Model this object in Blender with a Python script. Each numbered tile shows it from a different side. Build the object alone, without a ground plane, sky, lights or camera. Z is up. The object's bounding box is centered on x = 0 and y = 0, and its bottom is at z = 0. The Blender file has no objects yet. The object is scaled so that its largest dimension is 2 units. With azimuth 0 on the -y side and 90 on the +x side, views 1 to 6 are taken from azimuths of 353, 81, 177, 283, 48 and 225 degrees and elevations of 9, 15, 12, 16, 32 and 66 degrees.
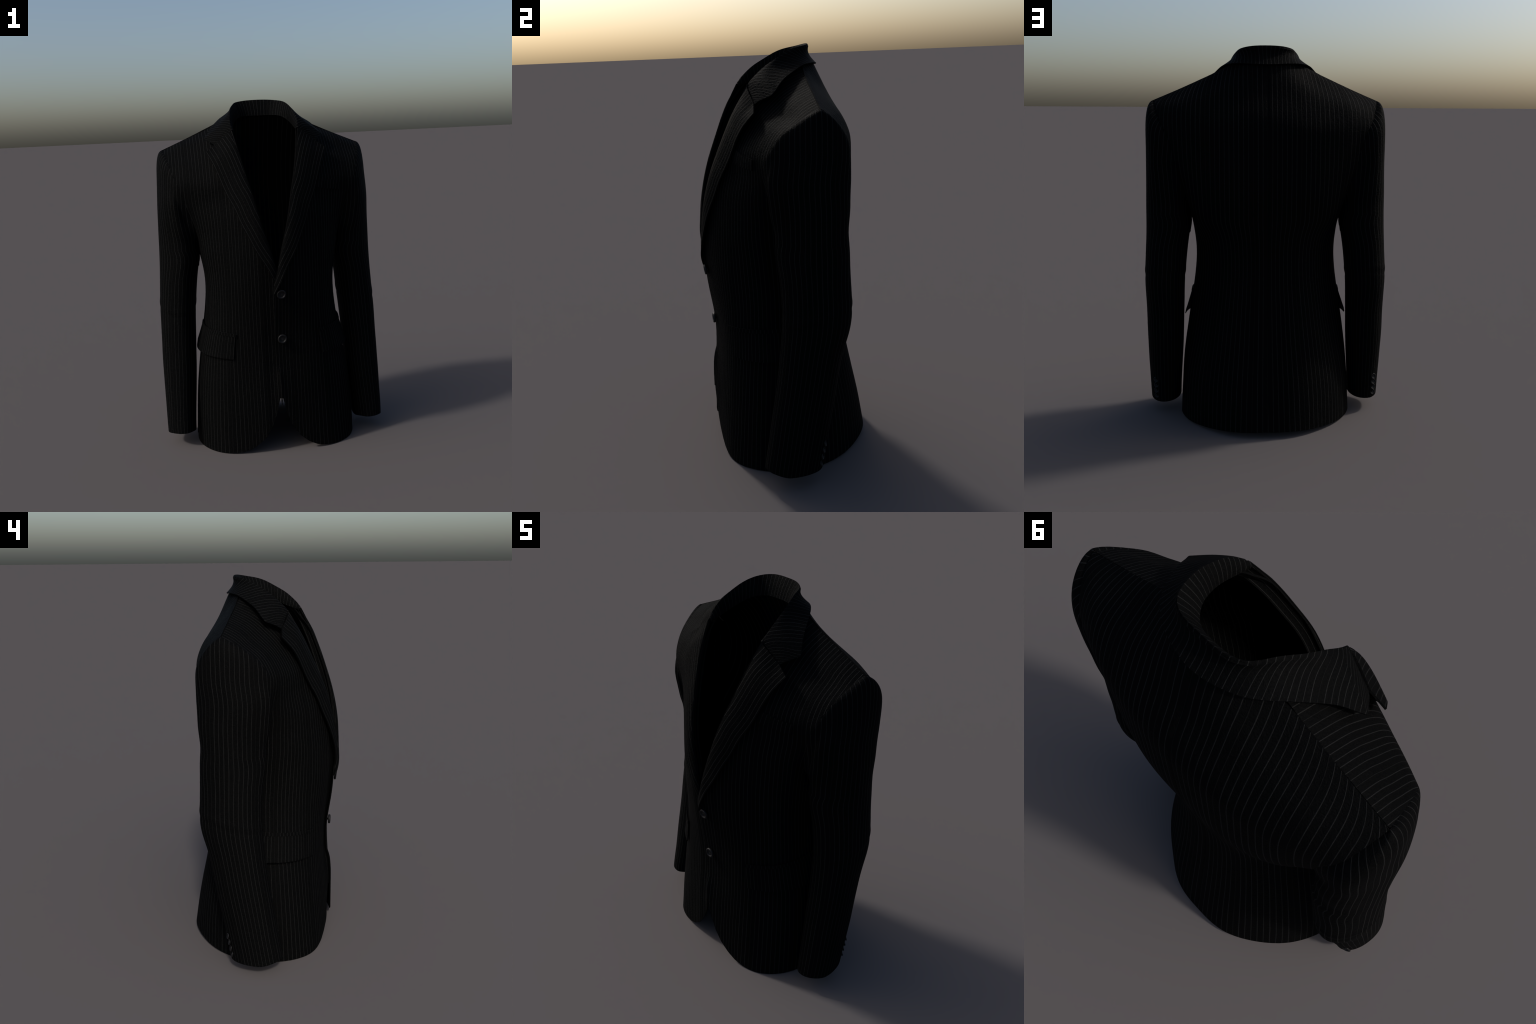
"""Pinstriped two-button suit jacket, standing empty as on an invisible mannequin.

Cloth pieces (fronts, back, sleeves, lapels, collar, flaps, welt) are lofted through
cross-sections like tailor's pattern pieces and given thickness.  Each piece carries one
scalar, "warp" (distance across the weave in metres); the cloth material turns that into stripes.
"""
import bpy, math
import numpy as np
from mathutils import Vector, Matrix, noise

# ------------------------------------------------------------------ helpers
def spline(knots, pts, t):
    """natural cubic spline through pts (n, k) at knots (n), evaluated at t"""
    x, y, t = np.asarray(knots, float), np.asarray(pts, float), np.asarray(t, float)
    n = len(x)
    h = np.diff(x)
    A, r = np.eye(n), np.zeros_like(y)
    for i in range(1, n - 1):
        A[i, i - 1:i + 2] = h[i - 1], 2 * (h[i - 1] + h[i]), h[i]
        r[i] = 6 * ((y[i + 1] - y[i]) / h[i] - (y[i] - y[i - 1]) / h[i - 1])
    m = np.linalg.solve(A, r)
    k = np.clip(np.searchsorted(x, t) - 1, 0, n - 2)
    a, b, hh = (x[k + 1] - t)[:, None], (t - x[k])[:, None], h[k][:, None]
    return (m[k] * a ** 3 + m[k + 1] * b ** 3) / (6 * hh) + (y[k] / hh - m[k] * hh / 6) * a + (y[k + 1] / hh - m[k + 1] * hh / 6) * b


def chord(pts):
    return np.concatenate([[0], np.cumsum(np.linalg.norm(np.diff(np.asarray(pts, float), axis=0), axis=1))])


def curve(pts, n):
    """n points at even chord steps along a smooth curve through pts"""
    c = chord(pts)
    return spline(c, pts, np.linspace(0, c[-1], n))


def polyline(pts, n):
    """n points at even steps along straight segments (keeps corners)"""
    p, c = np.asarray(pts, float), chord(pts)
    t = np.linspace(0, c[-1], n)
    return np.stack([np.interp(t, c, p[:, k]) for k in range(p.shape[1])], 1)


def smooth(a, b, x):
    t = np.clip((np.asarray(x, float) - a) / (b - a), 0, 1)
    return t * t * (3 - 2 * t)


def mirror(p):
    return np.asarray(p, float) * [-1, 1, 1]


def loft_net(net, row_knots, col_knots, v, u):
    net = np.asarray(net, float)
    across = np.stack([spline(col_knots, r, u) for r in net])            # rows x nu x 3
    flat = across.reshape(len(net), -1)
    return spline(row_knots, flat, v).reshape(len(v), len(u), 3)


def grid_normals(G, closed=False):
    du = np.gradient(G, axis=1)
    if closed:
        du[:, 0] = du[:, -1] = G[:, 1] - G[:, -2]
    dv = np.gradient(G, axis=0)
    n = np.cross(du, dv)
    return n / (np.linalg.norm(n, axis=2, keepdims=True) + 1e-12)


def wrinkle(G, amount, scale, seed, stretch=(1, 1, 1)):
    """soft cloth unevenness along the surface normal"""
    N = grid_normals(G)
    out = G.copy()
    st = Vector(stretch)
    fade = lambda n: np.minimum(smooth(0, 0.12, np.linspace(0, 1, n)), smooth(1, 0.88, np.linspace(0, 1, n)))
    soft = fade(G.shape[0])[:, None] * fade(G.shape[1])[None]
    for i in range(G.shape[0]):
        for j in range(G.shape[1]):
            p = Vector(G[i, j]) * scale
            p = Vector((p.x * st.x + seed, p.y * st.y, p.z * st.z))
            out[i, j] += N[i, j] * amount * soft[i, j] * (noise.noise(p) + 0.5 * noise.noise(p * 2.1))
    return out


ROOT = None


def finish(name, verts, faces, material, parent, warp=None, sharp=40, kind=None):
    me = bpy.data.meshes.new(name)
    me.from_pydata([tuple(v) for v in verts], [], faces)
    if warp is not None:
        a = me.attributes.new("warp", "FLOAT", "POINT")
        a.data.foreach_set("value", np.asarray(warp, np.float32))
    me.materials.append(material)
    me.polygons.foreach_set("use_smooth", [True] * len(me.polygons))
    me.validate()
    me.set_sharp_from_angle(angle=math.radians(sharp))
    ob = bpy.data.objects.new(name, me)
    bpy.context.scene.collection.objects.link(ob)
    ob.parent = parent
    return ob


def cloth_piece(name, G, S, parent, thickness=0.006, flip=False, closed=False, bevel=True, material=None):
    """solid cloth from a surface grid: the grid is the outer face, the inner one lies `thickness` behind it"""
    nv, nu = G.shape[:2]
    N = grid_normals(G, closed) * (-1 if flip else 1)
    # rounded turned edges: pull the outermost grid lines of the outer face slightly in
    inner = G - N * thickness
    verts = np.concatenate([G.reshape(-1, 3), inner.reshape(-1, 3)])
    verts[:, 2] = np.maximum(verts[:, 2], 0.0)
    off = nv * nu
    idx = lambda i, j: i * nu + j
    faces = []
    for i in range(nv - 1):
        for j in range(nu - 1):
            q = [idx(i, j), idx(i, j + 1), idx(i + 1, j + 1), idx(i + 1, j)]
            if flip:
                q = q[::-1]
            faces.append(q)
            faces.append([k + off for k in q[::-1]])
    n_sheet = len(faces)
    border = []
    if not closed:
        border += [[(i, 0), (i + 1, 0)] for i in range(nv - 1)] + [[(i + 1, nu - 1), (i, nu - 1)] for i in range(nv - 1)]
    border += [[(0, j + 1), (0, j)] for j in range(nu - 1)] + [[(nv - 1, j), (nv - 1, j + 1)] for j in range(nu - 1)]
    for a, b in border:
        q = [idx(*a), idx(*b), idx(*b) + off, idx(*a) + off]
        faces.append(q[::-1] if flip else q)
    faces = [list(dict.fromkeys(f)) for f in faces]
    warp = np.concatenate([S.ravel(), S.ravel()])
    ob = finish(name, verts, faces, material or CLOTH, parent, warp)
    ob.data.materials.append(EDGE_CLOTH)                 # turned edges show no stripe
    ob.data.polygons.foreach_set("material_index", [0] * n_sheet + [1] * (len(ob.data.polygons) - n_sheet))
    return ob


# ------------------------------------------------------------------ materials
def node_material(name):
    m = bpy.data.materials.new(name)
    m.use_nodes = True
    return m, m.node_tree.nodes, m.node_tree.links, m.node_tree.nodes["Principled BSDF"]


def math_node(nodes, links, op, a, b=None, c=None):
    n = nodes.new("ShaderNodeMath")
    n.operation = op
    for k, v in enumerate((a, b, c)):
        if v is None:
            continue
        if isinstance(v, (int, float)):
            n.inputs[k].default_value = v
        else:
            links.new(v, n.inputs[k])
    return n.outputs[0]


def make_cloth(name, stripe_amount):
    m, N, L, bsdf = node_material(name)
    M = lambda op, a, b=None, c=None: math_node(N, L, op, a, b, c)
    warp = N.new("ShaderNodeAttribute")
    warp.attribute_name = "warp"
    coord = N.new("ShaderNodeTexCoord")
    # slight wander of the threads
    wander = N.new("ShaderNodeTexNoise")
    wander.inputs["Scale"].default_value = 9.0
    wander.inputs["Detail"].default_value = 1.0
    L.new(coord.outputs["Object"], wander.inputs["Vector"])
    shift = M("MULTIPLY_ADD", wander.outputs["Fac"], 0.03, -0.015)
    pos = M("ADD", warp.outputs["Fac"], shift)            # warp is counted in stripes
    cell = M("FLOOR", pos)
    inside = M("SUBTRACT", pos, cell)
    dist = M("ABSOLUTE", M("SUBTRACT", inside, 0.5))
    ridge = N.new("ShaderNodeMapRange")
    ridge.interpolation_type = "SMOOTHSTEP"
    ridge.inputs["From Min"].default_value = 0.10
    ridge.inputs["From Max"].default_value = 0.03
    L.new(dist, ridge.inputs["Value"])
    # every stripe has a strength of its own, each tenth is nearly absent
    rnd = N.new("ShaderNodeTexWhiteNoise")
    rnd.noise_dimensions = "1D"
    L.new(cell, rnd.inputs["W"])
    tenth = M("COMPARE", M("FLOORED_MODULO", cell, 10.0), 3.0, 0.25)
    strength = M("MULTIPLY", M("MULTIPLY_ADD", rnd.outputs["Value"], 0.30, 0.75), M("MULTIPLY_ADD", tenth, -0.65, 1.0))
    # broken yarn along the stripe
    yarn = N.new("ShaderNodeTexNoise")
    yarn.inputs["Scale"].default_value = 160.0
    yarn.inputs["Detail"].default_value = 2.0
    L.new(coord.outputs["Object"], yarn.inputs["Vector"])
    yarn_amount = M("MULTIPLY_ADD", yarn.outputs["Fac"], 0.7, 0.65)
    mask = M("MULTIPLY", M("MULTIPLY", ridge.outputs["Result"], strength), yarn_amount)
    mask = M("MULTIPLY", mask, stripe_amount)
    # ground cloth: fine melange
    melange = N.new("ShaderNodeTexNoise")
    melange.inputs["Scale"].default_value = 260.0
    melange.inputs["Detail"].default_value = 3.0
    L.new(coord.outputs["Object"], melange.inputs["Vector"])
    base = N.new("ShaderNodeValToRGB")
    e = base.color_ramp.elements
    e[0].position, e[0].color = 0.3, (*CLOTH_DARK, 1)
    e[1].position, e[1].color = 0.7, (*CLOTH_LIGHT, 1)
    L.new(melange.outputs["Fac"], base.inputs["Fac"])
    mix = N.new("ShaderNodeMix")
    mix.data_type = "RGBA"
    L.new(mask, mix.inputs["Factor"])
    L.new(base.outputs["Color"], mix.inputs[6])
    mix.inputs[7].default_value = (*STRIPE, 1)
    L.new(mix.outputs[2], bsdf.inputs["Base Color"])
    bsdf.inputs["Roughness"].default_value = CLOTH_ROUGH
    L.new(M("MULTIPLY_ADD", mask, 0.035, CLOTH_SPEC), bsdf.inputs["Specular IOR Level"])
    # crinkled weave and raised stripe threads
    crinkle = N.new("ShaderNodeTexNoise")
    crinkle.inputs["Scale"].default_value = 95.0
    crinkle.inputs["Detail"].default_value = 2.5
    crinkle.inputs["Distortion"].default_value = 1.2
    L.new(coord.outputs["Object"], crinkle.inputs["Vector"])
    height = M("ADD", M("MULTIPLY", crinkle.outputs["Fac"], 1.2), M("MULTIPLY", ridge.outputs["Result"], 0.6))
    bump = N.new("ShaderNodeBump")
    bump.inputs["Strength"].default_value = 0.6
    bump.inputs["Distance"].default_value = 0.004
    L.new(height, bump.inputs["Height"])
    L.new(bump.outputs["Normal"], bsdf.inputs["Normal"])
    return m


def make_horn():
    m, N, L, bsdf = node_material("dark_horn")
    coord = N.new("ShaderNodeTexCoord")
    n = N.new("ShaderNodeTexNoise")
    n.inputs["Scale"].default_value = 60.0
    n.inputs["Detail"].default_value = 3.0
    L.new(coord.outputs["Object"], n.inputs["Vector"])
    r = N.new("ShaderNodeValToRGB")
    e = r.color_ramp.elements
    e[0].position, e[0].color = 0.35, (0.005, 0.005, 0.0055, 1)
    e[1].position, e[1].color = 0.7, (0.008, 0.008, 0.009, 1)
    L.new(n.outputs["Fac"], r.inputs["Fac"])
    L.new(r.outputs["Color"], bsdf.inputs["Base Color"])
    bsdf.inputs["Roughness"].default_value = 0.5
    bsdf.inputs["Specular IOR Level"].default_value = 0.15
    return m


def make_thread():
    m, N, L, bsdf = node_material("sewing_thread")
    bsdf.inputs["Base Color"].default_value = (0.003, 0.003, 0.003, 1)
    bsdf.inputs["Roughness"].default_value = 0.9
    return m


CLOTH_DARK, CLOTH_LIGHT, STRIPE = (0.0016, 0.0017, 0.0018), (0.0030, 0.0031, 0.0032), (0.0104, 0.0106, 0.0107)
CLOTH_ROUGH, CLOTH_SPEC = 0.66, 0.013
CLOTH, EDGE_CLOTH = make_cloth("pinstripe_wool", 1.0), make_cloth("plain_wool_edge", 0.0)
HORN, THREAD = make_horn(), make_thread()
PITCH_FRONT, PITCH_BACK, PITCH_SLEEVE, PITCH_COLLAR = 0.0200, 0.0240, 0.0230, 0.0225

ROOT = bpy.data.objects.new("suit_jacket", None)
bpy.context.scene.collection.objects.link(ROOT)
ROOT["label"] = "black pinstriped two-button suit jacket with notched lapels"
ROOT["category"] = "suit jacket"

# ------------------------------------------------------------------ body: cross-sections, wearer's left half (+x)
# front: from front edge / roll line (first) to side seam / armhole (last)
FRONT = [
    [(-0.004, -0.376, 0.00), (0.20, -0.352, 0.00), (0.356, -0.298, 0.00), (0.455, -0.158, 0.00), (0.470, 0.020, 0.00)],
    [(-0.010, -0.364, 0.35), (0.19, -0.331, 0.35), (0.336, -0.270, 0.35), (0.438, -0.148, 0.35), (0.449, 0.020, 0.35)],
    [(-0.020, -0.350, 0.65), (0.18, -0.318, 0.65), (0.306, -0.257, 0.65), (0.390, -0.140, 0.65), (0.403, 0.020, 0.65)],
    [(-0.022, -0.376, 0.85), (0.17, -0.330, 0.85), (0.290, -0.256, 0.85), (0.366, -0.137, 0.85), (0.374, 0.020, 0.85)],
    [(-0.022, -0.384, 0.95), (0.17, -0.338, 0.95), (0.290, -0.258, 0.95), (0.364, -0.137, 0.95), (0.370, 0.020, 0.95)],
    [(0.000, -0.388, 1.05), (0.17, -0.340, 1.05), (0.292, -0.260, 1.05), (0.372, -0.142, 1.05), (0.380, 0.020, 1.05)],
    [(0.025, -0.377, 1.15), (0.17, -0.336, 1.15), (0.300, -0.258, 1.15), (0.386, -0.148, 1.15), (0.399, 0.025, 1.15)],
    [(0.053, -0.368, 1.25), (0.175, -0.324, 1.25), (0.306, -0.250, 1.25), (0.392, -0.164, 1.24), (0.411, -0.075, 1.232)],
    [(0.083, -0.345, 1.37), (0.19, -0.304, 1.36), (0.314, -0.238, 1.35), (0.403, -0.172, 1.34), (0.438, -0.118, 1.333)],
    [(0.107, -0.315, 1.48), (0.205, -0.272, 1.46), (0.320, -0.220, 1.44), (0.415, -0.170, 1.43), (0.468, -0.136, 1.423)],
    [(0.130, -0.280, 1.57), (0.230, -0.242, 1.55), (0.332, -0.208, 1.53), (0.430, -0.167, 1.52), (0.498, -0.139, 1.510)],
    [(0.149, -0.244, 1.655), (0.245, -0.200, 1.63), (0.350, -0.166, 1.605), (0.450, -0.137, 1.585), (0.523, -0.113, 1.569)],
    [(0.166, -0.200, 1.735), (0.255, -0.142, 1.71), (0.360, -0.105, 1.68), (0.460, -0.081, 1.655), (0.543, -0.060, 1.638)],
    [(0.179, -0.142, 1.80), (0.265, -0.074, 1.772), (0.365, -0.040, 1.738), (0.465, -0.016, 1.706), (0.558, 0.000, 1.681)],
    [(0.188, -0.040, 1.862), (0.272, 0.016, 1.830), (0.370, 0.032, 1.788), (0.470, 0.042, 1.752), (0.568, 0.050, 1.712)],
    [(0.192, 0.092, 1.905), (0.280, 0.092, 1.857), (0.380, 0.092, 1.812), (0.475, 0.092, 1.774), (0.575, 0.090, 1.729)],
]
# back: from centre back (first) to side seam / armhole (last)
BACK = [
    [(0, 0.405, 0.032), (0.15, 0.389, 0.029), (0.290, 0.310, 0.018), (0.410, 0.180, 0.006), (0.470, 0.020, 0)],
    [(0, 0.362, 0.27), (0.15, 0.350, 0.27), (0.285, 0.285, 0.27), (0.399, 0.165, 0.27), (0.453, 0.020, 0.27)],
    [(0, 0.326, 0.45), (0.14, 0.314, 0.45), (0.270, 0.256, 0.45), (0.370, 0.142, 0.45), (0.433, 0.020, 0.45)],
    [(0, 0.290, 0.65), (0.13, 0.280, 0.65), (0.250, 0.230, 0.65), (0.338, 0.124, 0.65), (0.403, 0.020, 0.65)],
    [(0, 0.269, 0.85), (0.125, 0.258, 0.85), (0.236, 0.209, 0.85), (0.319, 0.113, 0.85), (0.374, 0.020, 0.85)],
    [(0, 0.271, 0.95), (0.125, 0.261, 0.95), (0.236, 0.211, 0.95), (0.319, 0.115, 0.95), (0.370, 0.020, 0.95)],
    [(0, 0.284, 1.05), (0.13, 0.276, 1.05), (0.247, 0.227, 1.05), (0.336, 0.132, 1.05), (0.380, 0.020, 1.05)],
    [(0, 0.297, 1.15), (0.135, 0.294, 1.15), (0.264, 0.256, 1.15), (0.369, 0.172, 1.15), (0.399, 0.025, 1.15)],
    [(0, 0.314, 1.24), (0.14, 0.312, 1.24), (0.274, 0.282, 1.24), (0.380, 0.217, 1.24), (0.414, 0.140, 1.24)],
    [(0, 0.322, 1.33), (0.15, 0.319, 1.33), (0.282, 0.293, 1.33), (0.386, 0.245, 1.33), (0.437, 0.192, 1.33)],
    [(0, 0.323, 1.42), (0.155, 0.317, 1.42), (0.287, 0.295, 1.42), (0.393, 0.260, 1.42), (0.461, 0.220, 1.42)],
    [(0, 0.320, 1.51), (0.16, 0.313, 1.51), (0.290, 0.292, 1.51), (0.404, 0.263, 1.52), (0.489, 0.228, 1.53)],
    [(0, 0.313, 1.59), (0.16, 0.306, 1.59), (0.300, 0.285, 1.59), (0.416, 0.257, 1.59), (0.517, 0.220, 1.59)],
    [(0, 0.287, 1.67), (0.165, 0.278, 1.665), (0.305, 0.260, 1.655), (0.427, 0.239, 1.642), (0.540, 0.196, 1.632)],
    [(0, 0.249, 1.745), (0.17, 0.236, 1.745), (0.310, 0.218, 1.725), (0.440, 0.203, 1.697), (0.556, 0.160, 1.676)],
    [(0, 0.216, 1.83), (0.13, 0.199, 1.83), (0.255, 0.160, 1.806), (0.420, 0.146, 1.753), (0.568, 0.124, 1.708)],
    [(0, 0.183, 1.905), (0.11, 0.164, 1.905), (0.200, 0.100, 1.900), (0.385, 0.092, 1.810), (0.575, 0.090, 1.729)],
]
FRONT_LEVEL = [r[2][2] for r in FRONT]
BACK_LEVEL = [r[1][2] for r in BACK]
ARMPIT = 6                                  # FRONT row of the armpit

# lower cut-away of the fronts: bottom edge height over distance from the middle
CUT = [(-0.10, 0.42), (-0.05, 0.41), (-0.012, 0.39), (-0.003, 0.358), (0.009, 0.314), (0.030, 0.226), (0.058, 0.152), (0.10, 0.087), (0.15, 0.044), (0.20, 0.017), (0.26, 0.004), (0.32, 0.0), (0.60, 0.0)]


def cut_height(x):
    p = np.array(CUT)
    xs = np.linspace(p[0, 0], p[-1, 0], 1400)
    zs = np.interp(xs, p[:, 0], p[:, 1])
    soft = np.hanning(17) / np.hanning(17).sum()
    zs = np.convolve(np.pad(zs, 8, mode="edge"), soft, mode="valid")
    return np.interp(x, xs, zs)


def front_surface(v, u):
    """surface of the left front at heights-levels v and fractions u (0 front edge .. 1 side)"""
    net = []
    for k, r in enumerate(FRONT):
        r = [np.array(p, float) for p in r]
        if k <= ARMPIT:                       # run on smoothly into the back across the side seam
            z = r[4][2]
            b = np.array([np.interp(z, BACK_LEVEL, [row[3][c] for row in BACK]) for c in range(3)])
            ghost = np.array([b[0], b[1], z])
        else:
            ghost = 2 * r[4] - r[3]
            ghost[1] += 0.05 * smooth(1.5, 1.2, r[4][2])
        net.append(r + [ghost])
    knots = [0, 0.30, 0.55, 0.78, 1.0, 1.25]
    return loft_net(net, FRONT_LEVEL, knots, v, u)


def levels(a, b, n):
    return np.linspace(a, b, n)


# ---- fronts
def warp_front(G, v):
    """distance across the cloth from a plumb line a hand's breadth off the middle"""
    seg = np.linalg.norm(np.diff(G, axis=1), axis=2)
    arc = np.concatenate([np.zeros((len(G), 1)), np.cumsum(seg, axis=1)], 1)
    zero = np.array([np.interp(0.205, np.maximum.accumulate(g[:, 0]), a) for g, a in zip(G, arc)])
    rel = arc - zero[:, None]
    # below the waist the cloth flares: the stripes keep their number between plumb line and side seam
    side = rel[:, -1]
    waist = side[np.argmin(abs(v - 0.85))]
    flare = np.where(v < 0.85, (waist / side) ** 0.85, 1.0)
    rel = np.where(rel > 0, rel * flare[:, None], rel)
    # over the shoulder they run straight back
    w = smooth(1.30, 1.62, v)[:, None]
    rel = rel * (1 - w) + (G[:, :, 0] - 0.205) * 1.08 * w
    return rel / PITCH_FRONT


v_f = np.unique(np.concatenate([levels(0, 0.5, 60), levels(0.5, 1.5, 75), levels(1.5, FRONT_LEVEL[-1], 34)]))
u_f = np.unique(np.concatenate([levels(0, 0.3, 50), levels(0.3, 1, 62)]))
front_master = front_surface(v_f, u_f)
front_warp = warp_front(front_master, v_f)


def tidy_front(G, under):
    G = G.copy()
    x, z = G[:, :, 0], G[:, :, 2].copy()
    zb = cut_height(x)
    zb[:, 0] = np.minimum(zb[:, 0], zb[:, 0].mean())
    top = 0.50
    low = z < top
    # squeeze the lowest half metre so that it ends on the cut-away line
    G[:, :, 2] = np.where(low, zb + z * (top - zb) / top, z)
    if under:                                  # right front lies beneath the left one where they lap
        G[:, :, 1] += 0.012 * smooth(0.10, 0.03, x)
    return G


ARM_F = front_surface(levels(1.15, FRONT_LEVEL[-1], 200), np.array([0.99, 1.0]))[:, 1]
for side in (1, -1):
    G = tidy_front(front_master, side < 0)
    G = wrinkle(G, 0.0022, 5.0, 3.0 * side, (1, 1, 0.5))
    G[0, :, 2] = np.maximum(G[0, :, 2], 0.0)
    if side < 0:
        G = mirror(G)
    cloth_piece("front_panel", G, front_warp, ROOT, 0.006, flip=side < 0)

# ---- back (one piece, side to side)
net = []
for k, r in enumerate(BACK):
    r = [np.array(p, float) for p in r]
    z = r[4][2]
    if z <= 1.16:
        f = np.array([np.interp(z, FRONT_LEVEL, [row[3][c] for row in FRONT]) for c in range(3)])
        ghost = np.array([f[0], f[1], z])
    else:
        ghost = 2 * r[4] - r[3]
        ghost[1] -= 0.05 * smooth(1.5, 1.2, z)
    half = r + [ghost]
    net.append([mirror(p) for p in half[:0:-1]] + half)
k = np.array([0, 0.30, 0.57, 0.80, 1.0, 1.25])
v_b = np.unique(np.concatenate([levels(BACK_LEVEL[0], 1.5, 100), levels(1.5, BACK_LEVEL[-1], 44)]))
u_b = np.sort(np.concatenate([levels(-1, 1, 171), [-0.008, -0.004, 0.004, 0.008]]))
G = loft_net(net, BACK_LEVEL, np.concatenate([-k[:0:-1], k]), v_b, u_b)
seg = np.linalg.norm(np.diff(G, axis=1), axis=2)
arc = np.concatenate([np.zeros((len(G), 1)), np.cumsum(seg, axis=1)], 1)
arc = arc - arc[:, [len(u_b) // 2]]
tot = arc[:, -1] - arc[:, 0]
ref = tot[np.argmin(abs(v_b - 1.15))]
scale = np.where(v_b < 1.15, ref / tot, 1.0)
S = arc * scale[:, None] / PITCH_BACK + 0.5
ARM_B = loft_net(net, BACK_LEVEL, np.concatenate([-k[:0:-1], k]), levels(1.15, BACK_LEVEL[-1], 200), np.array([0.99, 1.0]))[:, 1]
G[:, :, 1] -= 0.003 * np.exp(-(G[:, :, 0] / 0.006) ** 2) * smooth(0.0, 0.2, G[:, :, 2])      # centre-back seam
G = wrinkle(G, 0.0022, 5.0, 11.0, (1, 1, 0.5))
G[:, :, 2] = np.maximum(G[:, :, 2], 0)
shoulder = (abs(G[:, :, 0]) > 0.21) & (G[:, :, 2] > 1.6)
G[:, :, 1] = np.where(shoulder, np.maximum(G[:, :, 1], 0.0915), G[:, :, 1])   # never in front of the shoulder seam
seam = np.interp(abs(G[:, :, 0]), [p[0] for p in FRONT[-1]], [p[2] for p in FRONT[-1]])
G[:, :, 2] = np.where(shoulder, np.minimum(G[:, :, 2], seam - 0.75 * (G[:, :, 1] - 0.0915)), G[:, :, 2])     # falls away behind it
cloth_piece("back_panel", G, S, ROOT, 0.006)

# ------------------------------------------------------------------ sleeves
# tube below the armpit: height, inner x, outer x, front y, rear y
TUBE = [
    (1.15, 0.400, 0.635, -0.104, 0.223), (1.02, 0.413, 0.640, -0.094, 0.225), (0.90, 0.428, 0.648, -0.088, 0.227),
    (0.82, 0.436, 0.653, -0.088, 0.227), (0.77, 0.441, 0.654, -0.091, 0.221), (0.67, 0.446, 0.654, -0.100, 0.191),
    (0.56, 0.452, 0.655, -0.115, 0.165), (0.45, 0.457, 0.656, -0.133, 0.145), (0.31, 0.467, 0.656, -0.158, 0.116),
    (0.20, 0.476, 0.654, -0.177, 0.094), (0.12, 0.482, 0.653, -0.191, 0.078), (0.074, 0.484, 0.652, -0.198, 0.071)]
# crest of the sleeve head, one point per armhole row from armpit to shoulder point
CREST = [(0.636, 0.050, 1.15), (0.634, 0.052, 1.235), (0.632, 0.056, 1.335), (0.630, 0.062, 1.43), (0.627, 0.070, 1.52), (0.624, 0.078, 1.585), (0.619, 0.085, 1.655), (0.611, 0.088, 1.702), (0.597, 0.090, 1.729), (0.577, 0.090, 1.733)]
CAP_FRONT = [-0.104, -0.114, -0.126, -0.136]      # extreme front / rear of the head's lower rows
CAP_REAR = [0.223, 0.225, 0.227, 0.229]
N_AROUND = 97


def even(R, n):
    c = chord(R)
    t = np.linspace(0, c[-1], n)
    return np.stack([np.interp(t, c, R[:, q]) for q in range(3)], 1)


def tube_ring(z, xi, xo, yf, yr, n):
    """closed ring from the inner seam round the front, the outside and the rear; the outermost
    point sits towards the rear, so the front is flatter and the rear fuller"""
    a = np.linspace(0, math.pi / 2, 60)
    crest = 0.45 + 0.04 * smooth(0.8, 1.3, z)
    chamfer = 2.1 - 0.75 * smooth(0.65, 1.25, z)     # the front outside is nearly flat on the upper arm
    yo = yf + (yr - yf) * crest
    yi = yf + (yr - yf) * (0.47 - 0.075 * smooth(0.9, 1.15, z))
    xm_f, xm_r = xi + (xo - xi) * 0.42, xi + (xo - xi) * 0.52
    quarter = lambda p: (np.cos(a) ** (2 / p), np.sin(a) ** (2 / p))
    (c1, s1), (c2, s2), (c3, s3) = quarter(chamfer), quarter(2.1), quarter(2.0 + 0.2 * smooth(0.6, 1.0, z))
    q1 = np.stack([xm_f + (xi - xm_f) * c2, yi + (yf - yi) * s2], 1)             # inner -> front
    q2 = np.stack([xm_f + (xo - xm_f) * s1, yo + (yf - yo) * c1], 1)             # front -> outer
    q3 = np.stack([xm_r + (xo - xm_r) * c3, yo + (yr - yo) * s3], 1)             # outer -> rear
    q4 = np.stack([xm_r + (xi - xm_r) * s2, yi + (yr - yi) * c2], 1)             # rear -> inner
    half1, half2 = np.concatenate([q1, q2[1:]]), np.concatenate([q3, q4[1:]])
    lift = lambda h: np.concatenate([h, np.full((len(h), 1), z)], 1)
    R1, R2 = even(lift(half1), n // 2 + 1), even(lift(half2), n // 2 + 1)
    return np.concatenate([R1, R2[1:]])


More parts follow.
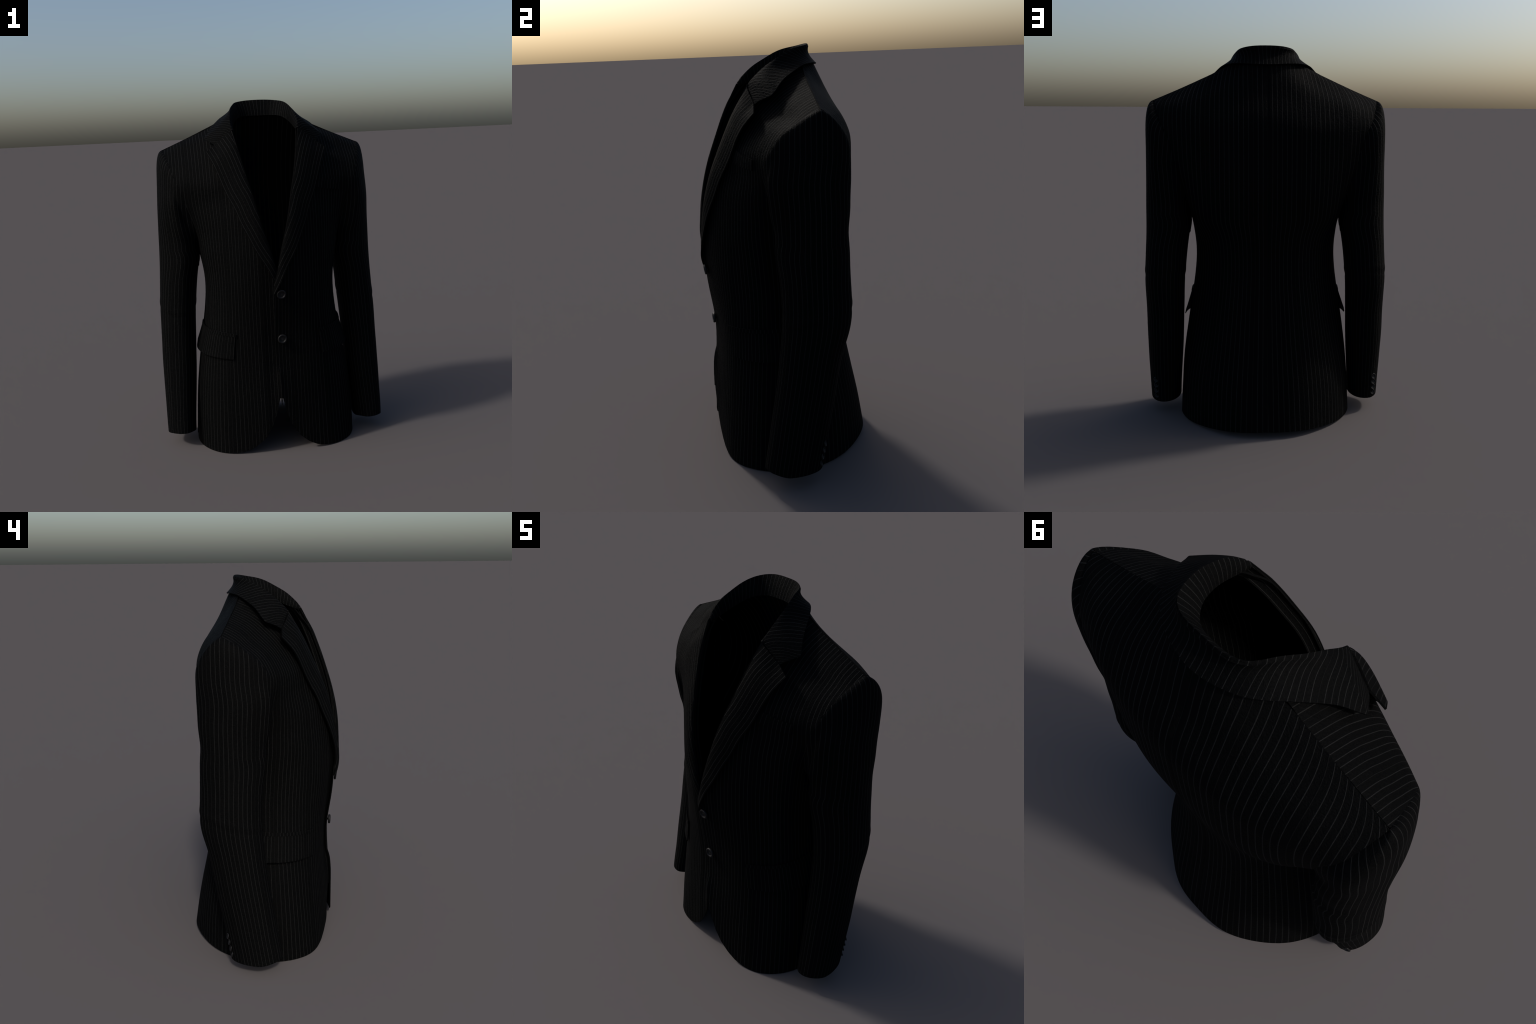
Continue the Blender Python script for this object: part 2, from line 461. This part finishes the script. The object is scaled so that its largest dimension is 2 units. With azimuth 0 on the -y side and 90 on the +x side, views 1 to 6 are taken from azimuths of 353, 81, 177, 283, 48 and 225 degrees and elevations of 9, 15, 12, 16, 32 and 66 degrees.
def sleeve_rows():
    rows = [tube_ring(z, *rest, N_AROUND) for z, *rest in TUBE[::-1]]
    t = np.linspace(0, math.pi / 2, 49)
    for k in range(1, len(CREST)):
        F, C = np.array(FRONT[ARMPIT + k][4]), np.array(CREST[k])
        B = np.array([np.interp(F[2], ARM_B[:, 2], ARM_B[:, q]) for q in range(3)])
        if k < 4:                                   # still almost a tube: bulge beyond the armhole line
            yf, yr = CAP_FRONT[k], CAP_REAR[k]
            tube = tube_ring(F[2], F[0] - 0.004, C[0], yf, yr, N_AROUND)
            h1, h2 = tube[:49], tube[48:]
            def reseat(h, P):                       # let the ring start on the armhole seam instead of the inner seam
                i = int(np.argmin(np.linalg.norm(h[:, :2] - P[:2], axis=1)))
                return i
            i = max(1, reseat(h1, F))
            j = min(47, reseat(h2, B))
            front = np.concatenate([[F], h1[i + 3:]])
            rear = np.concatenate([h2[:j - 2], [B]])
            R = np.concatenate([even(front, 49), even(rear, 49)[1:]])
        else:                                       # hoods over the shoulder
            def arc_to(P, pw, puff):
                s, c = np.sin(t) ** pw, np.cos(t) ** pw
                x = P[0] + (C[0] - P[0]) * s
                y = C[1] + (P[1] - C[1]) * (c + puff * np.sin(2 * t))
                z = P[2] + (C[2] - P[2]) * np.sin(t) ** 1.2
                return np.stack([x, y, z], 1)
            R = np.concatenate([even(arc_to(F, 1.35, 0.0), 49), even(arc_to(B, 0.75, 0.10), 49)[-2::-1]])
        rows.append(R)
    return rows


rows = sleeve_rows()
knots = np.concatenate([[0], np.cumsum([max(np.linalg.norm(b[48] - a[48]), np.linalg.norm(b[0] - a[0]) * 0.6) for a, b in zip(rows[:-1], rows[1:])])])
v_s = np.unique(np.concatenate([np.linspace(0, knots[11], 120), np.linspace(knots[11], knots[-1], 60)]))
flat = np.stack(rows).reshape(len(rows), -1)
sleeve_master = spline(knots, flat, v_s).reshape(len(v_s), N_AROUND, 3)
# even out the passage from sleeve head to tube
calm = np.ones(len(v_s))
calm[[0, -1]] = 0
calm *= 0.25 + 0.75 * smooth(knots[-1], knots[-1] - 0.12, v_s)
for _ in range(22):
    d = np.zeros_like(sleeve_master)
    d[1:-1] = (sleeve_master[:-2] + sleeve_master[2:]) / 2 - sleeve_master[1:-1]
    sleeve_master = sleeve_master + 0.6 * calm[:, None, None] * d
# sew the head exactly onto the armhole curves of front and back, edge tucked 2 mm under
for i in range(len(v_s)):
    if v_s[i] > knots[11]:
        for j, arm, sl_ in ((0, ARM_F, 1), (N_AROUND - 1, ARM_B, -1)):
            z = sleeve_master[i, j, 2]
            z = min(max(z, arm[0, 2]), arm[-1, 2])
            want = np.array([np.interp(z, arm[:, 2], arm[:, q]) for q in range(3)]) - [0.002, 0, 0.001]
            fall = smooth(0.18, 0.0, np.linspace(0, 1, N_AROUND))[::sl_]
            sleeve_master[i] += fall[:, None] * (want - sleeve_master[i, j])
sleeve_girth = 0.90
head = smooth(knots[11], knots[-1], v_s)
arc = np.concatenate([np.zeros((len(v_s), 1)), np.cumsum(np.linalg.norm(np.diff(sleeve_master, axis=1), axis=2), axis=1)], 1)
arc = arc - arc[:, [48]]
mid_z = [0.06, 0.31, 0.56, 0.82, 1.15, 1.4, 1.75]
mid_y = [-0.064, -0.021, 0.025, 0.068, 0.068, 0.072, 0.088]
grain = []
for r, g in zip(sleeve_master, arc):          # the stripes hang from a grain line down the outside of the arm
    y0 = np.interp(r[48, 2], mid_z, mid_y)
    grain.append(np.interp(y0, np.maximum.accumulate(r[14:84, 1]) + np.arange(70) * 1e-7, g[14:84]))
grain = np.convolve(np.pad(grain, 10, mode="edge"), np.ones(21) / 21, mode="valid")
arc = arc - grain[:, None]
tot = arc[:, -1] - arc[:, 0]
ref = np.interp(knots[11], v_s, tot)
k_s = np.where(v_s < knots[11], ref / tot, 1.0)
sleeve_warp = arc * k_s[:, None] / PITCH_SLEEVE + 0.25


def shape_sleeve(G, seed):
    """elbow creases, puckered sleeve head, soft folds"""
    G = wrinkle(G, 0.0030, 5.0, seed, (1, 1, 0.6))
    N = grid_normals(G, True)
    z = G[:, :, 2]
    G[:, :, 2] += 0.016 * smooth(-0.09, -0.19, G[:, :, 1]) * smooth(0.25, 0.075, z)     # cuff rises a little in front
    z = G[:, :, 2]
    # two shallow creases across the elbow, stronger in front and outside
    for zc, depth, wid in ((0.805, -0.0016, 0.012), (0.835, 0.0018, 0.018)):
        tilt = 0.25 * (G[:, :, 1] - 0.07)
        w = np.exp(-((z - zc - tilt) / wid) ** 2)
        G = G + N * (depth * w)[:, :, None]
    return G


def button_mesh(name, radius, depth):
    """turned horn button: domed rim, dished middle, four holes shown by a dark cross of thread"""
    prof = [(0, 0.55), (0.52, 0.55), (0.60, 0.58), (0.68, 0.86), (0.76, 1.0), (0.88, 0.97), (0.96, 0.80), (1.0, 0.50), (0.96, 0.22), (0.80, 0.05), (0, 0.0)]
    n = 40
    verts, faces = [], []
    for r, h in prof:
        if r == 0:
            verts.append((0, 0, h * depth))
        else:
            verts += [(radius * r * math.cos(2 * math.pi * i / n), radius * r * math.sin(2 * math.pi * i / n), h * depth) for i in range(n)]
    ring = lambda k: 1 + (k - 1) * n
    last = len(verts) - 1
    for i in range(n):
        j = (i + 1) % n
        faces.append([0, ring(1) + i, ring(1) + j])
        faces.append([last, ring(len(prof) - 2) + j, ring(len(prof) - 2) + i])
        for k in range(1, len(prof) - 2):
            faces.append([ring(k) + i, ring(k + 1) + i, ring(k + 1) + j, ring(k) + j])
    me = bpy.data.meshes.new(name)
    me.from_pydata(verts, [], faces)
    me.materials.append(HORN)
    me.polygons.foreach_set("use_smooth", [True] * len(me.polygons))
    return me


def stitch_mesh(name, radius, depth):
    """crossed sewing threads and shank of a button"""
    verts, faces = [], []
    def bar(ang, half, wid, z0, z1):
        c, s = math.cos(ang), math.sin(ang)
        b = len(verts)
        for zz in (z0, z1):
            for x, y in ((-half, -wid), (half, -wid), (half, wid), (-half, wid)):
                verts.append((x * c - y * s, x * s + y * c, zz))
        faces.extend([[b + 3, b + 2, b + 1, b], [b + 4, b + 5, b + 6, b + 7]] + [[b + q, b + (q + 1) % 4, b + 4 + (q + 1) % 4, b + 4 + q] for q in range(4)])
    bar(math.radians(45), radius * 0.24, radius * 0.07, 0.5 * depth, 0.66 * depth)
    bar(math.radians(-45), radius * 0.24, radius * 0.07, 0.5 * depth, 0.64 * depth)
    bar(0, radius * 0.16, radius * 0.16, -0.5 * depth, 0.02 * depth)
    me = bpy.data.meshes.new(name)
    me.from_pydata(verts, [], faces)
    me.materials.append(THREAD)
    return me


FRONT_BUTTON, FRONT_STITCH = button_mesh("button", 0.0265, 0.013), stitch_mesh("button_thread", 0.0265, 0.013)
CUFF_BUTTON, CUFF_STITCH = button_mesh("cuff_button", 0.0160, 0.007), stitch_mesh("button_thread", 0.0160, 0.007)


def add_button(name, mesh, stitch, place, normal, parent, spin=0.0, tip=None):
    ob = bpy.data.objects.new(name, mesh)
    bpy.context.scene.collection.objects.link(ob)
    q = Vector(normal).normalized().to_track_quat("Z", "Y")
    place_on = Matrix.Translation(place) @ q.to_matrix().to_4x4() @ Matrix.Rotation(spin, 4, "Z")
    ob.parent = parent
    ob.matrix_local = place_on
    th = bpy.data.objects.new("button_thread", stitch)
    bpy.context.scene.collection.objects.link(th)
    th.parent = ob if parent == ROOT else parent          # never deeper than thing > part > sub-part
    if parent != ROOT:
        th.matrix_local = place_on
    return ob


for side in (1, -1):
    G = shape_sleeve(sleeve_master, 20 + side)
    G[:, -1] = np.where(v_s[:, None] <= knots[11] + 1e-6, G[:, 0], G[:, -1])
    if side < 0:
        G = mirror(G)
    sl = cloth_piece("sleeve", G, sleeve_warp, ROOT, 0.005, flip=side < 0)
    for k in range(4):
        t = k / 3
        place = Vector((0.608 * side, 0.0765 - 0.021 * t, 0.209 - 0.100 * t))
        nrm = Vector((0.50 * side, 1.0, 0.16))
        add_button("cuff_button", CUFF_BUTTON, CUFF_STITCH, place, nrm, sl, 0.4 * k)

# ------------------------------------------------------------------ lapels
ROLL = [(-0.022, -0.386, 0.925), (-0.019, -0.389, 0.98), (0.000, -0.390, 1.05), (0.026, -0.380, 1.16), (0.060, -0.369, 1.28), (0.097, -0.332, 1.44), (0.125, -0.290, 1.55), (0.150, -0.244, 1.66), (0.171, -0.193, 1.76), (0.184, -0.157, 1.822)]
EDGE = [(-0.020, -0.392, 0.925), (0.012, -0.405, 0.985), (0.060, -0.398, 1.08), (0.113, -0.384, 1.17), (0.157, -0.356, 1.266), (0.180, -0.338, 1.315), (0.211, -0.309, 1.40), (0.240, -0.282, 1.46), (0.266, -0.255, 1.526), (0.306, -0.209, 1.638), (0.3415, -0.153, 1.711)]
NOTCH = (0.283, -0.139, 1.749)
GORGE = (0.184, -0.156, 1.822)
n_l, m_l = 90, 22
roll_c, edge_c = curve(ROLL, n_l), curve(EDGE, n_l)
w = np.linspace(0, 1, m_l)
L0 = roll_c[:, None] * (1 - w[None, :, None]) + edge_c[:, None] * w[None, :, None]
# the gorge end bends through the notch corner
gorge_line = polyline([GORGE, NOTCH, EDGE[-1]], m_l)
lift = smooth(0.90, 1.0, np.linspace(0, 1, n_l)) ** 1.0
straight = roll_c[-1][None] * (1 - w[:, None]) + edge_c[-1][None] * w[:, None]
L0 = L0 + lift[:, None, None] * (gorge_line - straight)[None]
# belly of the lapel: springs off at the fold, lies down at the edge
along = np.linspace(0, 1, n_l)
belly = 0.012 * np.sin(math.pi * w[None] ** 0.6) * smooth(0, 0.25, along)[:, None] * (1 - 0.4 * smooth(0.85, 1, along)[:, None])
NL = grid_normals(L0)
NL = np.where((NL[:, :, 1:2] > 0), -NL, NL)
L0 = L0 + NL * belly[:, :, None]
L0[:, 0] += np.array([0.003, 0.007, 0.0]) * smooth(0.05, 0.2, along)[:, None]        # the roll turns back on itself
seg = np.linalg.norm(np.diff(L0, axis=1), axis=2)
arcl = np.concatenate([np.zeros((n_l, 1)), np.cumsum(seg, axis=1)], 1)
lapel_warp = (arcl[:, -1:] - arcl) / PITCH_FRONT + 0.15
for side in (1, -1):
    G = L0.copy()
    if side < 0:
        G[:, :, 1] += 0.014 * smooth(1.12, 0.98, G[:, :, 2])
        G = mirror(G)
    G = wrinkle(G, 0.0012, 6.0, 31 + side)
    cloth_piece("lapel", G, lapel_warp, ROOT, 0.006, flip=side < 0)

# facing: the turned-in strip behind each roll line
fd = np.linspace(0, 1, 14)
turn = np.array([0.022, 0.050, 0.0])
F0 = roll_c[:, None] + fd[None, :, None] * turn[None, None] * smooth(0, 0.3, along)[:, None, None]
F0[:, :, 0] += (0.006 * np.sin(math.pi * fd))[None] * smooth(0, 0.3, along)[:, None]
for side in (1, -1):
    G = mirror(F0) if side < 0 else F0
    cloth_piece("lapel_facing", G, np.repeat(fd[None] * 0.055 / 0.022 + 0.3, n_l, 0), ROOT, 0.004, flip=side > 0)

# ------------------------------------------------------------------ collar: leaf and stand in one folded strip
RIM = [(0, 0.162, 1.9985), (0.085, 0.154, 1.995), (0.122, 0.130, 1.989), (0.153, 0.070, 1.976), (0.181, -0.019, 1.932), (0.187, -0.062, 1.907), (0.191, -0.115, 1.864), (0.186, -0.154, 1.826)]
LEAF = [(0, 0.200, 1.905), (0.085, 0.186, 1.908), (0.150, 0.160, 1.911), (0.188, 0.130, 1.909), (0.218, 0.097, 1.902), (0.252, 0.047, 1.877), (0.288, -0.005, 1.845), (0.314, -0.038, 1.811), (0.3375, -0.067, 1.782)]
STAND = [(0, 0.120, 1.907), (0.078, 0.108, 1.906), (0.124, 0.064, 1.899), (0.154, 0.010, 1.877), (0.174, -0.05, 1.848), (0.180, -0.11, 1.825), (0.182, -0.152, 1.812)]
nc = 61
tip_part = 9                                # columns that run from the collar point to the notch
rim_h = curve([mirror(p) for p in RIM[:0:-1]] + RIM, 2 * nc - 1)[nc - 1:]
leaf_main = curve([mirror(p) for p in LEAF[:0:-1]] + LEAF, 2 * (nc - tip_part) - 1)[nc - tip_part - 1:]
leaf_h = np.concatenate([leaf_main, polyline([LEAF[-1], NOTCH], tip_part + 1)[1:]])
stand_h = curve([mirror(p) for p in STAND[:0:-1]] + STAND, 2 * nc - 1)[nc - 1:]
whole = lambda h: np.concatenate([mirror(h[:0:-1]), h])
rim, leaf, stand = whole(rim_h), whole(leaf_h), whole(stand_h)
ncol = len(rim)
wl, ws = np.linspace(0, 1, 16), np.linspace(1, 0, 12)
side_t = abs(np.linspace(-1, 1, ncol))
leaf_G = rim[None] * (1 - wl[:, None, None]) + leaf[None] * wl[:, None, None]
stand_G = rim[None] * (1 - ws[:, None, None]) + stand[None] * ws[:, None, None]
outward = leaf - stand
outward[:, 2] = 0
outward /= np.linalg.norm(outward, axis=1, keepdims=True)
front_part = smooth(0.55, 0.95, side_t)[None]
flick = (-0.017 * np.sin(math.pi * wl ** 0.9) + 0.003 * wl ** 3)[:, None] * (1 - front_part) + (0.005 * np.sin(math.pi * wl ** 0.8))[:, None] * front_part * smooth(1.0, 0.9, side_t)[None]
leaf_G += outward[None] * flick[:, :, None]
leaf_G[:, :, 2] += (0.006 * np.sin(math.pi * wl ** 0.7))[:, None] * (smooth(0.5, 0.85, side_t) * smooth(1.0, 0.9, side_t))[None]
leaf_G[:, :, 1:] += np.array([0.004, -0.004]) * smooth(0.95, 1.0, side_t)[None, :, None]      # ends slip under the lapel
stand_G -= outward[None] * (0.004 * np.sin(math.pi * ws))[:, None, None]
G = np.concatenate([stand_G[:-1], leaf_G])
cr, cl = chord(rim), chord(leaf) * 1.17
cr, cl = cr - cr[ncol // 2], cl - cl[ncol // 2]
S = np.concatenate([np.repeat(cr[None], len(ws) - 1, 0), cr[None] * (1 - wl[:, None]) + cl[None] * wl[:, None]]) / PITCH_COLLAR + 0.5
cloth_piece("collar", G, S, ROOT, 0.005, flip=True)

# ------------------------------------------------------------------ lining behind the neck opening
LINING = [
    [(0, 0.225, 0.90), (0.16, 0.200, 0.90), (0.29, 0.110, 0.90), (0.350, 0.00, 0.90)],
    [(0, 0.258, 1.15), (0.17, 0.240, 1.15), (0.31, 0.165, 1.15), (0.378, 0.02, 1.15)],
    [(0, 0.282, 1.42), (0.18, 0.268, 1.42), (0.33, 0.225, 1.42), (0.430, 0.15, 1.42)],
    [(0, 0.268, 1.60), (0.18, 0.252, 1.60), (0.34, 0.215, 1.60), (0.500, 0.14, 1.60)],
    [(0, 0.205, 1.77), (0.13, 0.190, 1.77), (0.24, 0.162, 1.766), (0.330, 0.130, 1.76)],
    [(0, 0.137, 1.922), (0.070, 0.128, 1.921), (0.122, 0.094, 1.914), (0.158, 0.070, 1.904)]]
lz = [r[0][2] for r in LINING]
kk = np.array([0, 0.38, 0.72, 1.0])
lnet = [[mirror(p) for p in r[:0:-1]] + [np.array(p, float) for p in r] for r in LINING]
G = loft_net(lnet, lz, np.concatenate([-kk[:0:-1], kk]), np.linspace(lz[0], lz[-1], 60), np.linspace(-1, 1, 81))
S = G[:, :, 0] / 0.028 + 0.2
cloth_piece("back_lining", G, S, ROOT, 0.003, flip=True)

# ------------------------------------------------------------------ pocket flaps with piping, and the breast welt
def surface_strip(z_top, z_bottom, u0, u1, nu, nv, offset):
    """grid laid on the left front; offset(i fraction down, fraction along) lifts it"""
    u = np.linspace(u0, u1, nu)
    zs = np.linspace(z_bottom - 0.06, z_top + 0.06, 60)
    P = front_surface(zs, u)
    N = -grid_normals(P)
    N = np.where((N * (P - np.array([0, 0, 0])) * [1, 1, 0]).sum(2, keepdims=True) < 0, -N, N)
    return u, zs, P, N


def on_front(z, u):
    P = front_surface(np.array([z - 0.01, z, z + 0.01]), np.array([max(u - 0.01, 0), u, u + 0.01]))
    n = np.cross(P[1, 2] - P[1, 0], P[2, 1] - P[0, 1])
    n /= np.linalg.norm(n)
    p = P[1, 1]
    if n[0] * p[0] + n[1] * p[1] < 0:
        n = -n
    return p, n


def u_at_x(z, x):
    us = np.linspace(0, 1, 200)
    P = front_surface(np.array([z, z + 0.001]), us)[0]
    return float(np.interp(x, P[:, 0], us))


def flap_grid(top, bottom, u0, u1, lift_top, lift_bottom, nu=48, nv=20, slant=0.0, corner=0.0):
    G = np.zeros((nv, nu, 3))
    for j, f in enumerate(np.linspace(0, 1, nu)):
        zt, zb = top(f), bottom(f)
        # rounded lower corners
        if corner:
            d = min(f, 1 - f) / corner if f > 0.5 else 1.0
            if d < 1:
                zb += 0.035 * (1 - math.sqrt(max(0.0, 1 - (1 - d) ** 2)))
        for i, g in enumerate(np.linspace(0, 1, nv)):
            z = zb + (zt - zb) * g
            u = u0 + (u1 - u0) * f + slant * (1 - g) * (1 - f)
            p, n = on_front(z, u)
            G[i, j] = p + n * (lift_top + (lift_bottom(f) - lift_top) * (1 - g))
    return G


u_front = u_at_x(0.69, 0.236)
flap_top = lambda f: 0.692 + 0.022 * f
flap_bottom = lambda f: 0.549 + 0.010 * f
flap = flap_grid(flap_top, flap_bottom, u_front, 0.995, 0.008, lambda f: 0.012 + 0.016 * f, corner=0.12, slant=0.012)
pipe = flap_grid(lambda f: flap_top(f) + 0.003, lambda f: flap_top(f) - 0.015, u_front - 0.004, 0.998, 0.011, lambda f: 0.012, nv=6)
for side in (1, -1):
    for name, G0, th, ph in (("pocket_flap", flap, 0.005, 0.3), ("pocket_piping", pipe, 0.004, 0.75)):
        seg = np.linalg.norm(np.diff(G0, axis=1), axis=2).mean(0)
        S = np.repeat(np.concatenate([[0], np.cumsum(seg)])[None], len(G0), 0) / (PITCH_FRONT * 0.95) + ph
        G = mirror(G0) if side < 0 else G0
        cloth_piece(name, G, S, ROOT, th, flip=side < 0)

welt = flap_grid(lambda f: 1.535 - 0.010 * f, lambda f: 1.480 - 0.005 * f, u_at_x(1.51, 0.262), u_at_x(1.51, 0.415), 0.006, lambda f: 0.006, nv=8, nu=30)
seg = np.linalg.norm(np.diff(welt, axis=1), axis=2).mean(0)
S = np.repeat(np.concatenate([[0], np.cumsum(seg)])[None], len(welt), 0) / PITCH_FRONT + 0.6
cloth_piece("breast_pocket_welt", welt, S, ROOT, 0.004)

# ------------------------------------------------------------------ front buttons
add_button("button", FRONT_BUTTON, FRONT_STITCH, (0.018, -0.380, 0.923), (0.05, -1, -0.10), ROOT, 0.2)
add_button("button", FRONT_BUTTON, FRONT_STITCH, (0.018, -0.351, 0.661), (0.05, -1, 0.0), ROOT, 0.5)
